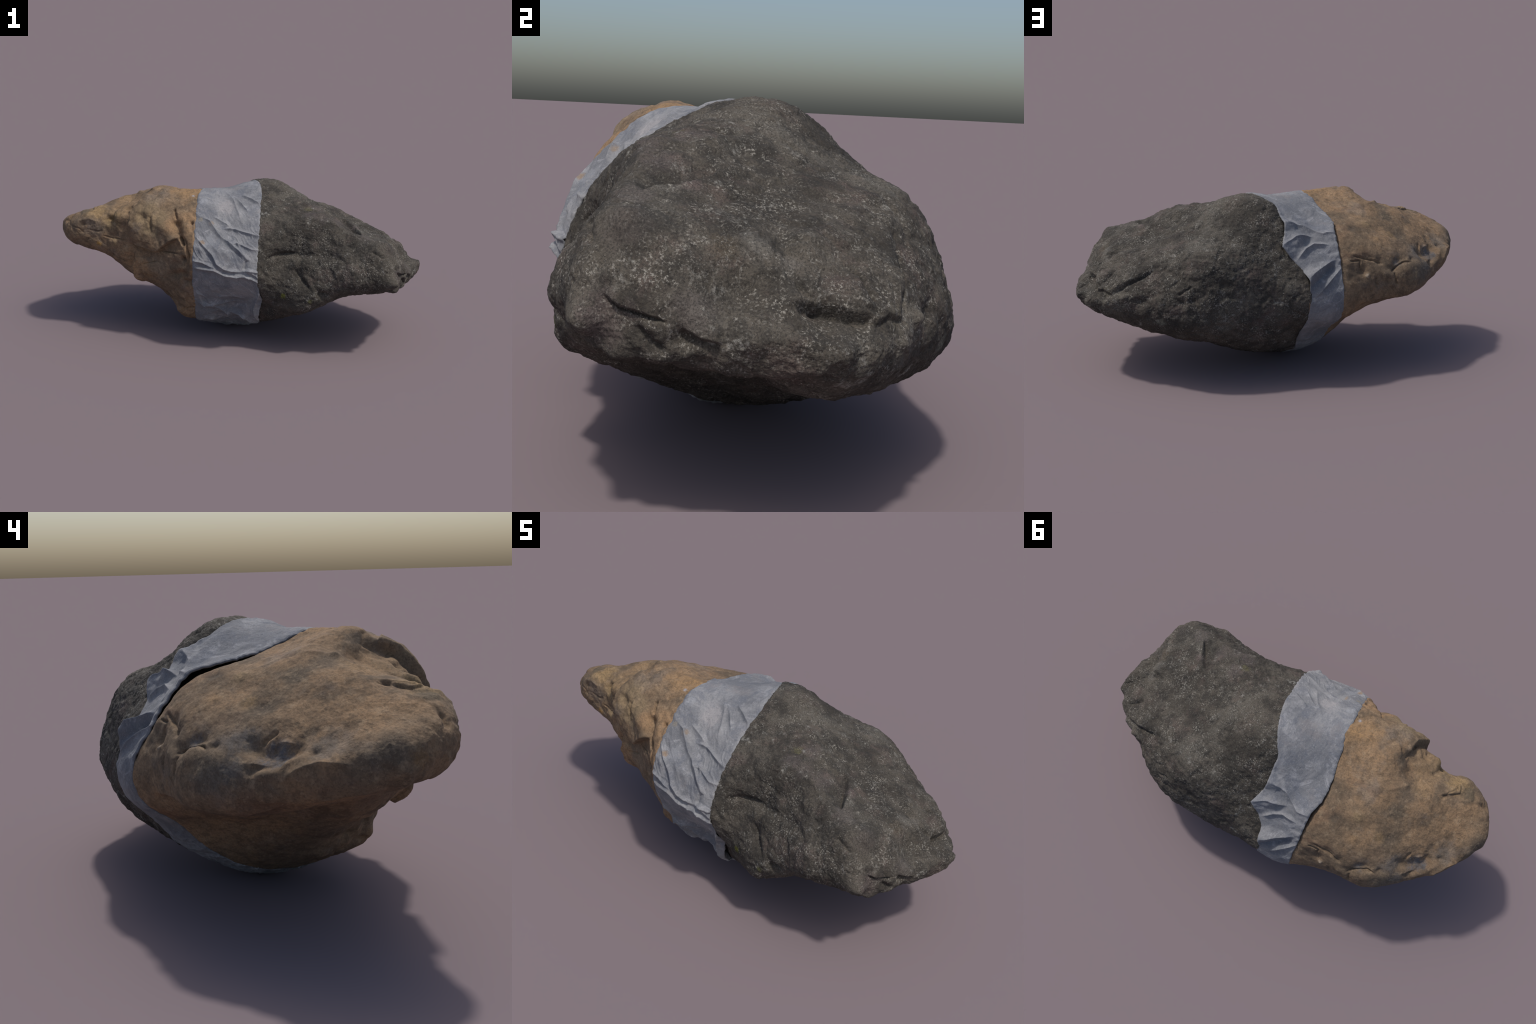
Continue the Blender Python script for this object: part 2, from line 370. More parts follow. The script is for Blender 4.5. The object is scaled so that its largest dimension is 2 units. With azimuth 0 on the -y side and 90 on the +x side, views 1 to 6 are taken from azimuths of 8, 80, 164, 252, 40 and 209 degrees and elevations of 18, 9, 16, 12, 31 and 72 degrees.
def ochre_relief(r):
    p = r.p
    warp = p + 0.02 * np.stack([noise(p * 6, s) for s in (81, 82, 83)], 1)
    front = smooth(0.05, -0.25, p[:, 1])
    r.h += -0.003 + 0.007 * fbm(warp * 8, 3, 13) + (0.0015 + 0.001 * front) * fbm(warp * 17, 3, 19, 0.55, ridged=True) + 0.0008 * fbm(p * 60, 3, 25, 0.6)
    near, second = cells(warp * 13, 6)
    r.h += 0.004 * front * (smooth(0.0, 0.4, second - near) - 0.6)
    # deep cleft and lobes on the front
    r.step([(-0.462, -0.189, 0.796), (-0.495, -0.213, 0.776), (-0.500, -0.277, 0.755), (-0.532, -0.310, 0.714), (-0.543, -0.329, 0.646), (-0.553, -0.318, 0.580), (-0.553, -0.315, 0.545)], 0.012, 0.085, 0.04)
    r.crack([(-0.489, -0.216, 0.778), (-0.505, -0.278, 0.752), (-0.532, -0.310, 0.714), (-0.543, -0.329, 0.646), (-0.553, -0.318, 0.580), (-0.553, -0.315, 0.545)], 0.0091, 0.0204)
    r.bump([(-0.489, -0.349, 0.635)], 0.044, 0.0138)
    r.crack([(-0.708, -0.275, 0.558), (-0.653, -0.279, 0.547), (-0.619, -0.289, 0.550), (-0.564, -0.311, 0.546)], 0.0046, 0.0087)
    r.bump([(-0.663, -0.280, 0.528), (-0.599, -0.298, 0.537)], 0.016, 0.0092)
    r.step([(-0.553, -0.315, 0.545), (-0.511, -0.329, 0.535), (-0.456, -0.343, 0.526), (-0.405, -0.355, 0.512), (-0.376, -0.365, 0.516), (-0.341, -0.379, 0.553), (-0.281, -0.396, 0.597), (-0.251, -0.400, 0.617)], 0.006, 0.06, 0.0374)
    r.crack([(-0.405, -0.355, 0.512), (-0.323, -0.386, 0.515), (-0.263, -0.415, 0.524)], 0.0033, 0.013)
    r.crack([(-0.263, -0.397, 0.617), (-0.245, -0.410, 0.596), (-0.233, -0.422, 0.571)], 0.0091, 0.0433)
    r.bump([(-0.281, -0.367, 0.673), (-0.269, -0.389, 0.634)], 0.022, -0.0306)
    r.crack([(-0.251, -0.397, 0.625), (-0.221, -0.420, 0.592), (-0.202, -0.445, 0.526), (-0.209, -0.444, 0.473)], 0.0091, 0.0231)
    r.step([(-0.527, -0.326, 0.499), (-0.516, -0.328, 0.457), (-0.532, -0.316, 0.420), (-0.527, -0.288, 0.360), (-0.500, -0.258, 0.313), (-0.445, -0.278, 0.306)], 0.006, 0.06, 0.0272)
    r.ridge([(-0.522, -0.327, 0.495), (-0.516, -0.328, 0.457), (-0.527, -0.318, 0.422), (-0.522, -0.291, 0.361), (-0.500, -0.261, 0.316)], 0.01, 0.0068)
    r.bump([(-0.619, -0.271, 0.672)], 0.042, 0.0184)
    r.bump([(-0.579, -0.284, 0.700)], 0.014, -0.017)
    r.bump([(-0.677, -0.257, 0.650)], 0.022, -0.0255)
    r.bump([(-0.624, -0.285, 0.594)], 0.03, 0.0092)
    r.crack([(-0.886, -0.256, 0.597), (-0.842, -0.275, 0.592), (-0.813, -0.279, 0.569)], 0.0052, 0.0058)
    r.bump([(-0.817, -0.273, 0.618)], 0.01, -0.0102)
    r.crack([(-0.783, -0.280, 0.588), (-0.730, -0.275, 0.578), (-0.708, -0.272, 0.589)], 0.0065, 0.0058)
    r.ridge([(-0.838, -0.262, 0.629), (-0.779, -0.265, 0.643), (-0.726, -0.267, 0.630)], 0.014, 0.0136)
    r.crack([(-0.299, -0.316, 0.742), (-0.281, -0.353, 0.695)], 0.0084, 0.0202)
    r.crack([(-0.257, -0.296, 0.756), (-0.233, -0.277, 0.769), (-0.202, -0.245, 0.785)], 0.0052, 0.0068)
    r.crack([(-0.422, -0.346, 0.707), (-0.422, -0.360, 0.661), (-0.416, -0.363, 0.629)], 0.0091, 0.0145)
    r.bump([(-0.335, -0.372, 0.646)], 0.05, 0.0161)
    r.bump([(-0.428, -0.354, 0.569)], 0.05, 0.0115)
    r.bump([(-0.462, -0.347, 0.694)], 0.02, -0.0136)
    r.bump([(-0.196, -0.366, 0.685)], 0.009, -0.0204)
    r.bump([(-0.305, -0.381, 0.387), (-0.233, -0.423, 0.415)], 0.022, -0.0238)
    r.bump([(-0.227, -0.410, 0.365), (-0.190, -0.428, 0.371)], 0.02, -0.0204)
    r.crack([(-0.305, -0.239, 0.149), (-0.239, -0.318, 0.187), (-0.184, -0.336, 0.199)], 0.0078, 0.0173)
    r.crack([(-0.663, -0.256, 0.444), (-0.624, -0.273, 0.436), (-0.579, -0.291, 0.418)], 0.0033, 0.0116)
    r.bump([(-0.658, -0.259, 0.445)], 0.008, -0.017)
    r.crack([(-0.473, -0.334, 0.429), (-0.433, -0.344, 0.440), (-0.394, -0.355, 0.451)], 0.0033, 0.0087)
    r.bump([(-0.445, -0.191, 0.803)], 0.04, 0.008)
    r.crack([(-0.500, -0.215, 0.773), (-0.489, -0.174, 0.783), (-0.439, -0.193, 0.805)], 0.0078, 0.0085)
    # broken shoulder towards the rear
    r.bump([(-0.543, -0.135, 0.756), (-0.614, -0.159, 0.728)], 0.055, -0.018)
    r.ridge([(-0.456, 0.020, 0.753), (-0.505, -0.019, 0.759), (-0.558, -0.072, 0.751), (-0.619, -0.086, 0.731), (-0.667, -0.134, 0.713)], 0.02, 0.01)
    r.step([(-0.699, -0.114, 0.703), (-0.743, -0.144, 0.692), (-0.783, -0.178, 0.684), (-0.763, -0.229, 0.678)], 0.006, 0.035, 0.012)
    r.crack([(-0.708, -0.114, 0.700), (-0.743, -0.144, 0.692), (-0.787, -0.174, 0.682), (-0.763, -0.226, 0.679)], 0.0033, 0.0034)
    r.bump([(-0.910, -0.194, 0.629), (-0.928, -0.199, 0.612)], 0.014, -0.012)
    r.bump([(-0.370, -0.088, 0.800), (-0.399, -0.159, 0.817)], 0.05, 0.006)
    r.bump([(-0.579, -0.255, 0.722)], 0.03, -0.018)
    r.bump([(-0.263, -0.269, 0.136)], 0.045, 0.015)
    r.bump([(-0.791, -0.243, 0.664)], 0.03, 0.01)
    r.bump([(-0.347, -0.253, 0.211)], 0.022, -0.014)
    r.bump([(-0.359, -0.262, 0.233)], 0.028, -0.024)
    r.bump([(-0.233, -0.432, 0.501)], 0.014, -0.035)
    r.bump([(-0.538, -0.278, 0.355)], 0.035, 0.018)
    r.bump([(-0.329, -0.102, 0.126)], 0.03, 0.012)
    # weathered hollows of the rear
    r.bump([(-0.699, 0.226, 0.554), (-0.739, 0.210, 0.541), (-0.775, 0.185, 0.538), (-0.791, 0.155, 0.551)], 0.0299, -0.0196)
    r.crack([(-0.704, 0.210, 0.561), (-0.708, 0.185, 0.575), (-0.713, 0.163, 0.587)], 0.0078, 0.0102)
    r.ridge([(-0.721, 0.203, 0.555), (-0.739, 0.172, 0.565), (-0.779, 0.139, 0.565)], 0.012, 0.01)
    r.bump([(-0.743, 0.253, 0.501), (-0.763, 0.230, 0.509), (-0.799, 0.200, 0.515)], 0.01725, -0.0112)
    r.ridge([(-0.726, 0.258, 0.513), (-0.747, 0.234, 0.517), (-0.775, 0.211, 0.519)], 0.012, 0.006)
    r.bump([(-0.779, 0.229, 0.493), (-0.817, 0.183, 0.521), (-0.838, 0.152, 0.537)], 0.0184, 0.0084)
    r.ridge([(-0.824, 0.197, 0.478), (-0.855, 0.166, 0.510), (-0.889, 0.121, 0.532), (-0.939, 0.059, 0.532)], 0.016, 0.014)
    r.bump([(-0.845, 0.119, 0.555)], 0.014, -0.01)
    r.bump([(-0.858, 0.057, 0.584)], 0.05, -0.006)
    r.bump([(-0.505, 0.365, 0.524), (-0.527, 0.342, 0.547), (-0.558, 0.323, 0.553)], 0.023, -0.014)
    r.crack([(-0.484, 0.379, 0.505), (-0.505, 0.367, 0.521), (-0.538, 0.348, 0.536), (-0.569, 0.330, 0.544), (-0.604, 0.325, 0.535)], 0.0052, 0.0153)
    r.bump([(-0.569, 0.354, 0.518)], 0.0345, 0.0112)
    r.bump([(-0.619, 0.305, 0.545)], 0.0138, -0.0105)
    r.bump([(-0.478, 0.385, 0.490)], 0.023, 0.007)
    r.crack([(-0.287, 0.349, 0.591), (-0.388, 0.361, 0.570), (-0.445, 0.366, 0.547)], 0.0065, 0.0119)
    r.bump([(-0.287, 0.341, 0.604)], 0.0161, 0.0098)
    r.bump([(-0.263, 0.371, 0.557)], 0.0207, 0.0112)
    r.bump([(-0.329, 0.387, 0.523)], 0.023, -0.0182)
    r.bump([(-0.353, 0.394, 0.501)], 0.0115, 0.0098)
    r.bump([(-0.445, 0.385, 0.499)], 0.0207, 0.0084)
    r.bump([(-0.484, 0.392, 0.447)], 0.01035, 0.007)
    r.crack([(-0.399, 0.393, 0.489), (-0.399, 0.396, 0.463), (-0.405, 0.396, 0.446)], 0.0065, 0.0102)
    r.crack([(-0.500, 0.377, 0.504), (-0.505, 0.391, 0.458), (-0.516, 0.392, 0.441)], 0.0065, 0.0119)
    r.bump([(-0.739, 0.180, 0.559)], 0.018, -0.014)
    r.bump([(-0.287, 0.339, 0.607)], 0.014, -0.012)
    r.crack([(-0.269, 0.364, 0.568), (-0.323, 0.363, 0.570), (-0.317, 0.383, 0.533)], 0.0046, 0.0119)
    r.bump([(-0.359, 0.352, 0.586), (-0.382, 0.355, 0.579)], 0.018, -0.012)
    r.bump([(-0.422, 0.362, 0.561)], 0.02, -0.01)
    r.crack([(-0.721, -0.103, 0.695), (-0.734, -0.147, 0.695), (-0.771, -0.198, 0.686)], 0.0046, 0.0043)
    r.bump([(-0.644, -0.199, 0.711), (-0.658, -0.263, 0.646)], 0.016, -0.016)
    r.bump([(-0.548, -0.067, 0.754)], 0.016, 0.007)
    r.bump([(-0.594, 0.165, 0.641)], 0.03, -0.008)
    r.bump([(-0.422, 0.162, 0.697)], 0.03, 0.006)
    r.bump([(-0.323, 0.221, 0.694)], 0.02, -0.006)
    # strata of the belly
    r.step([(-0.269, 0.418, 0.350), (-0.564, 0.353, 0.371), (-0.672, 0.258, 0.370), (-0.810, 0.143, 0.412)], 0.012, 0.05, 0.016)
    r.step([(-0.743, 0.252, 0.418), (-0.817, 0.152, 0.420), (-0.900, 0.060, 0.446), (-0.957, -0.039, 0.469)], 0.012, 0.05, 0.014)
    r.step([(-0.299, 0.323, 0.285), (-0.370, 0.237, 0.279), (-0.411, 0.147, 0.262), (-0.495, 0.026, 0.263)], 0.012, 0.04, 0.01)
    r.bump([(-0.281, -0.284, 0.167)], 0.024, 0.018)
    r.bump([(-0.365, -0.182, 0.181)], 0.03, -0.02)


def cloth_relief(r, S, T):
    p = r.p
    r.h += 0.004 * fbm(p * 9, 3, 23) + 0.0015 * fbm(p * 30, 3, 27) - 0.008 * arc(T, 192, 42) - 0.006 * arc(T, 265, 35)
    q = np.stack([p[:, 0] * 0.8 + p[:, 2] * 0.6, p[:, 1], p[:, 2] * 0.8 - p[:, 0] * 0.6], 1)
    r.h += (0.0008 + 0.0014 * arc(T, 180, 70)) * fbm(q * (34, 14, 9), 3, 41, 0.6, ridged=True)
    crease = np.clip(1 - np.abs(noise(q * (13, 7, 5), 44)) / 0.07, 0, 1) + np.clip(1 - np.abs(noise(q * (21, 11, 8), 45)) / 0.10, 0, 1) * 0.6
    r.h += (0.0006 + 0.0028 * arc(T, 175, 60)) * crease * (0.4 + 0.6 * smooth(-0.1, 0.3, noise(p * 7, 46)))
    low = arc(T, 255, 50)
    r.h += 0.014 * low * fbm(p * (11, 16, 16), 3, 29, ridged=True)
    # long folds across the front
    r.ridge([(-0.178, -0.331, 0.716), (-0.110, -0.339, 0.687), (-0.053, -0.372, 0.624), (0.003, -0.392, 0.591), (0.066, -0.433, 0.562), (0.116, -0.458, 0.525)], 0.0096, 0.0156)
    r.crack([(-0.122, -0.361, 0.672), (-0.053, -0.382, 0.616), (0.003, -0.412, 0.577), (0.066, -0.446, 0.547), (0.097, -0.463, 0.520)], 0.008, 0.0022)
    r.ridge([(-0.172, -0.411, 0.630), (-0.116, -0.442, 0.579), (-0.072, -0.457, 0.542), (-0.047, -0.471, 0.501), (-0.009, -0.474, 0.477), (0.028, -0.476, 0.469), (0.091, -0.477, 0.466)], 0.008, 0.0143)
    r.crack([(-0.165, -0.427, 0.607), (-0.110, -0.452, 0.562), (-0.072, -0.467, 0.520), (-0.047, -0.475, 0.483)], 0.008, 0.0018)
    r.ridge([(-0.184, -0.455, 0.508), (-0.122, -0.472, 0.505), (-0.053, -0.476, 0.478)], 0.0064, 0.013)
    r.ridge([(-0.184, -0.456, 0.471), (-0.122, -0.474, 0.472), (-0.060, -0.477, 0.469), (-0.003, -0.475, 0.445), (0.060, -0.476, 0.437), (0.103, -0.476, 0.448), (0.134, -0.470, 0.436), (0.172, -0.454, 0.403)], 0.008, 0.0195)
    r.crack([(-0.184, -0.456, 0.485), (-0.128, -0.473, 0.482), (-0.060, -0.477, 0.474), (0.022, -0.476, 0.454), (0.091, -0.477, 0.457), (0.172, -0.459, 0.438)], 0.007, 0.003)
    r.ridge([(0.085, -0.477, 0.470), (0.122, -0.472, 0.476), (0.172, -0.458, 0.460)], 0.0072, 0.0156)
    r.ridge([(-0.041, -0.337, 0.650), (0.003, -0.327, 0.647), (0.034, -0.330, 0.644), (0.091, -0.353, 0.637), (0.159, -0.377, 0.632)], 0.0064, 0.013)
    r.crack([(-0.028, -0.343, 0.639), (0.016, -0.334, 0.638), (0.085, -0.361, 0.628), (0.159, -0.391, 0.615)], 0.01, 0.0018)
    r.ridge([(0.028, -0.389, 0.594), (0.097, -0.418, 0.581), (0.128, -0.426, 0.572), (0.165, -0.417, 0.571)], 0.0072, 0.013)
    r.ridge([(0.034, -0.166, 0.786), (0.091, -0.191, 0.775), (0.147, -0.220, 0.756)], 0.0072, 0.0117)
    r.crack([(0.041, -0.181, 0.780), (0.091, -0.205, 0.766), (0.141, -0.233, 0.748)], 0.007, 0.002)
    r.ridge([(-0.091, -0.311, 0.705), (-0.028, -0.314, 0.672), (-0.003, -0.320, 0.656)], 0.0072, 0.0091)
    r.ridge([(-0.022, -0.170, 0.787), (0.041, -0.218, 0.758), (0.091, -0.265, 0.723)], 0.008, 0.0065)
    r.bump([(0.110, -0.463, 0.516), (0.103, -0.474, 0.485)], 0.011, -0.014)
    r.bump([(0.128, -0.467, 0.495), (0.165, -0.456, 0.482)], 0.014, -0.008)
    r.bump([(-0.153, -0.274, 0.758)], 0.03, 0.006)
    r.bump([(-0.134, -0.450, 0.568)], 0.022, 0.007)
    r.bump([(-0.028, -0.437, 0.558)], 0.03, 0.008)
    r.ridge([(0.085, -0.477, 0.442), (0.128, -0.472, 0.440), (0.153, -0.464, 0.423), (0.184, -0.450, 0.395)], 0.008, 0.0117)
    r.ridge([(0.103, -0.475, 0.476), (0.147, -0.466, 0.473), (0.184, -0.453, 0.456)], 0.0072, 0.0091)
    r.ridge([(0.110, -0.474, 0.476), (0.153, -0.466, 0.450), (0.178, -0.456, 0.421)], 0.0088, 0.0156)
    r.bump([(0.022, -0.347, 0.239)], 0.05, -0.02)
    r.bump([(0.078, -0.354, 0.246)], 0.04, -0.015)
    r.bump([(-0.034, 0.276, 0.666)], 0.03, 0.014)
    r.bump([(-0.022, 0.439, 0.478)], 0.03, 0.01)
    r.bump([(-0.159, 0.063, 0.749)], 0.03, 0.012)
    r.bump([(0.034, -0.290, 0.692)], 0.035, 0.01)
    # slack folds lower on the front
    r.crack([(-0.178, -0.411, 0.330), (-0.134, -0.390, 0.286), (-0.091, -0.354, 0.235), (-0.028, -0.323, 0.199), (0.072, -0.327, 0.195), (0.147, -0.304, 0.137)], 0.018, 0.004)
    r.ridge([(-0.178, -0.358, 0.242), (-0.091, -0.359, 0.242), (-0.034, -0.324, 0.199), (0.003, -0.275, 0.141)], 0.0112, 0.0234)
    r.ridge([(-0.016, -0.318, 0.193), (0.078, -0.306, 0.158), (0.147, -0.259, 0.108)], 0.0112, 0.0234)
    r.ridge([(-0.172, -0.410, 0.326), (-0.128, -0.398, 0.296), (-0.097, -0.361, 0.245)], 0.0096, 0.013)
    r.bump([(-0.116, -0.290, 0.131)], 0.03, 0.012)
    r.ridge([(-0.066, -0.392, 0.291), (0.016, -0.389, 0.296), (0.097, -0.377, 0.279)], 0.0096, 0.0078)
    r.ridge([(0.184, -0.444, 0.378), (0.141, -0.366, 0.248), (0.159, -0.313, 0.145)], 0.0112, 0.026)
    r.ridge([(-0.172, -0.421, 0.345), (-0.141, -0.363, 0.246), (0.003, -0.349, 0.242), (0.085, -0.355, 0.245)], 0.0112, 0.013)
    # gathered pleats and flared corner on the rear
    r.ridge([(0.060, 0.308, 0.637), (-0.016, 0.276, 0.666), (-0.103, 0.271, 0.671)], 0.0096, 0.0195)
    r.bump([(0.028, 0.318, 0.624), (-0.072, 0.295, 0.648)], 0.024, -0.006)
    r.ridge([(-0.009, 0.354, 0.586), (-0.060, 0.318, 0.624), (-0.103, 0.303, 0.641), (-0.178, 0.312, 0.637)], 0.008, 0.0143)
    r.crack([(0.034, 0.225, 0.721), (-0.034, 0.220, 0.713), (-0.078, 0.256, 0.682), (-0.116, 0.285, 0.659), (-0.178, 0.307, 0.642)], 0.012, 0.003)
    r.ridge([(-0.047, 0.422, 0.507), (-0.122, 0.387, 0.547), (-0.184, 0.362, 0.575)], 0.0104, 0.0182)
    r.bump([(-0.060, 0.438, 0.483), (-0.134, 0.409, 0.520), (-0.178, 0.382, 0.549)], 0.014, -0.012)
    r.ridge([(-0.072, 0.463, 0.432), (-0.134, 0.437, 0.482), (-0.221, 0.382, 0.544)], 0.008, 0.013)
    r.crack([(-0.165, 0.342, 0.602), (-0.215, 0.338, 0.608)], 0.008, 0.002)
    r.bump([(0.047, 0.078, 0.814), (0.009, 0.164, 0.764), (-0.041, 0.214, 0.716)], 0.02, -0.008)
    r.ridge([(0.016, 0.212, 0.729), (-0.072, 0.220, 0.707), (-0.159, 0.268, 0.675), (-0.221, 0.265, 0.680)], 0.0112, 0.0143)
    r.crack([(-0.016, 0.180, 0.745), (-0.103, 0.196, 0.715), (-0.178, 0.224, 0.700)], 0.012, 0.002)
    r.crack([(-0.034, 0.447, 0.466), (-0.141, 0.400, 0.531), (-0.209, 0.356, 0.583)], 0.012, 0.0027)
    r.ridge([(0.053, -0.293, 0.690), (-0.003, -0.206, 0.769), (-0.060, -0.143, 0.798)], 0.008, 0.0078)
    r.ridge([(0.116, -0.460, 0.521), (0.053, -0.402, 0.587), (-0.003, -0.401, 0.586)], 0.008, 0.0104)
    # where the free edges stand off the stone
    deg = (np.degrees(T) + 180) % 360 - 180
    f = (deg - 12 * (1 - S) - 11) / 22 % 1.0
    pleat = np.where(f < 0.5, 1 - smooth(0, 0.36, f), smooth(0.62, 1.0, f))
    fan = smooth(-6, 6, deg) * smooth(62, 44, deg)
    r.h += fan * (0.030 * smooth(0.25, 1.05, S) ** 1.3 + 0.004) * (pleat - 0.15)
    r.h += 0.014 * arc(T, 52, 11) * smooth(0.5, 1, S)
    wave = 1 + 0.5 * noise(np.stack([np.cos(T) * 14, np.sin(T) * 14, 0 * T], 1), 61)
    r.h += 0.010 * wave * arc(T, 45, 30) * smooth(0.45, 0, S)
    r.h += 0.022 * arc(T, 213, 8) * smooth(0.6, 1, S)
    r.h += 0.004 * noise(np.stack([np.cos(T) * 20, np.sin(T) * 20, S], 1), 63) * (smooth(0.12, 0, S) + smooth(0.88, 1, S))


# ------------------------------------------------------------------ cloth edges
ANGLES = [0, 10, 20, 27, 34, 46, 58, 70, 80, 90, 100, 110, 125, 140, 160, 185, 200, 215, 240, 260, 280, 304, 323, 340]
DARK_EDGE = [-.048, -.045, -.020, .020, .060, .028, .028, .030, .065, .100, .125, .140, .146, .156, .163, .168, .180, .163, .143, .11, .03, -.041, -.028, -.030]
OCHRE_EDGE = [-.217, -.218, -.222, -.220, -.221, -.222, -.242, -.240, -.235, -.221, -.213, -.192, -.190, -.180, -.177, -.187, -.190, -.194, -.205, -.216, -.215, -.200, -.205, -.220]


def round_table(theta, values):
    a = np.degrees(theta) % 360
    xs = np.array(ANGLES + [360.0])
    return np.interp(a, xs, np.array(list(values) + [values[0]]))


def cloth_edges(theta):
    p = np.stack([np.cos(theta) * 9, np.sin(theta) * 9, 0 * theta], 1)
    return (round_table(theta, OCHRE_EDGE) + 0.004 * noise(p, 50) + 0.002 * noise(p * 3.1, 51),
            round_table(theta, DARK_EDGE) + 0.003 * noise(p * 1.3, 52) + 0.0015 * noise(p * 4, 53))


def arc(theta, centre, half):
    d = np.abs((np.degrees(theta) - centre + 180) % 360 - 180)
    return np.exp(-((d / half) ** 2))


# ------------------------------------------------------------------ meshes
def make_object(name, verts, faces, material, parent):
    mesh = bpy.data.meshes.new(name)
    mesh.from_pydata(verts.tolist(), [], faces)
    mesh.polygons.foreach_set("use_smooth", [True] * len(mesh.polygons))
    mesh.update()
    mesh.materials.append(material)
    ob = bpy.data.objects.new(name, mesh)
    bpy.context.scene.collection.objects.link(ob)
    ob.parent = parent
    return ob


def quads(rows, cols, start=0):
    r, c = np.meshgrid(np.arange(rows - 1), np.arange(cols), indexing="ij")
    a = start + r * cols + c
    b = start + r * cols + (c + 1) % cols
    return np.stack([a, b, b + cols, a + cols], -1).reshape(-1, 4)


def outward(verts, faces):
    """Flip all faces when the shell is inside out (signed volume below zero)."""
    f = np.array(faces)
    v = np.einsum("ij,ij->i", verts[f[:, 0]], np.cross(verts[f[:, 1]], verts[f[:, 2]])).sum()
    return f[:, ::-1] if v < 0 else f


def stone(name, x_from, x_to, rows, cols, relief, material, parent):
    """One half of the boulder: rings of points from the waist to the tip."""
    tip = x_from if abs(x_from) == 1 else x_to
    ph = np.linspace(np.arccos(-x_from), np.arccos(-x_to), rows)
    if tip == -1:
        ph = ph[::-1]
    ph = ph[:-1]
    theta = np.arange(cols) / cols * 2 * pi
    P, T = [a.ravel() for a in np.meshgrid(ph, theta, indexing="ij")]
    base, normal = form(P, T), form_normals(P, T)
    r = Relief(base, normal)
    relief(r)
    r.h *= np.clip(np.sin(P) / 0.12, 0, 1)
    lo, hi = cloth_edges(T)
    x = base[:, 0]
    under = smooth(lo - 0.004, lo + 0.02, x) * smooth(hi + 0.004, hi - 0.02, x)
    deep = smooth(lo + 0.04, lo + 0.09, x) * smooth(hi - 0.04, hi - 0.09, x)
    gap = 0.024 * arc(T, 45, 28) * smooth(lo - 0.03, lo + 0.03, x)
    r.h = r.h * (1 - under) - 0.011 * under - 0.036 * deep - gap * (x < hi - 0.05)
    verts = base + normal * r.h[:, None]
    cy, cz = centre_line(float(tip))
    rows_n = len(ph)
    verts = np.vstack([verts, [[tip * 0.9995, cy, cz]]])
    faces = outward(verts, quads(rows_n, cols)).tolist()
    last, pole = (rows_n - 1) * cols, rows_n * cols
    fan = [[last + c, last + (c + 1) % cols, pole] for c in range(cols)]
    a, b, c = verts[fan[0][0]], verts[fan[0][1]], verts[pole]
    if np.cross(b - a, c - a)[0] * tip < 0:
        fan = [f[::-1] for f in fan]
    return make_object(name, verts, faces + fan, material, parent)


def cloth(name, rows, cols, material, parent):
    s = np.linspace(0, 1, rows)
    theta = np.arange(cols) / cols * 2 * pi
    lo, hi = cloth_edges(theta)
    S, T = np.meshgrid(s, theta, indexing="ij")
    X = lo[None] + (hi - lo)[None] * S
    P, T, S = np.arccos(-X.ravel()), T.ravel(), S.ravel()
    base, normal = form(P, T), form_normals(P, T)
    r = Relief(base, normal)
    cloth_relief(r, S, T)
    edge = np.minimum(S, 1 - S)
    h = np.maximum(r.h, -0.004 - 0.030 * smooth(0.10, 0.30, edge)) + 0.001 - 0.003 * (1 - smooth(0, 0.025, edge))
    outer = base + normal * h[:, None]
    thick = 0.0065 + 0.004 * smooth(0, 0.1, edge)
    inner = base + normal * (h - thick)[:, None]
    n = rows * cols
    verts = np.vstack([outer, inner])
    f_out = quads(rows, cols)
    f_in = quads(rows, cols, n)[:, ::-1]
    c = np.arange(cols)
    d = (c + 1) % cols
    rim_lo = np.stack([c, c + n, d + n, d], -1)
    k = (rows - 1) * cols
    rim_hi = np.stack([k + c, k + d, k + d + n, k + c + n], -1)
    faces = outward(verts, np.vstack([f_out, f_in, rim_lo, rim_hi])).tolist()
    return make_object(name, verts, faces, material, parent)


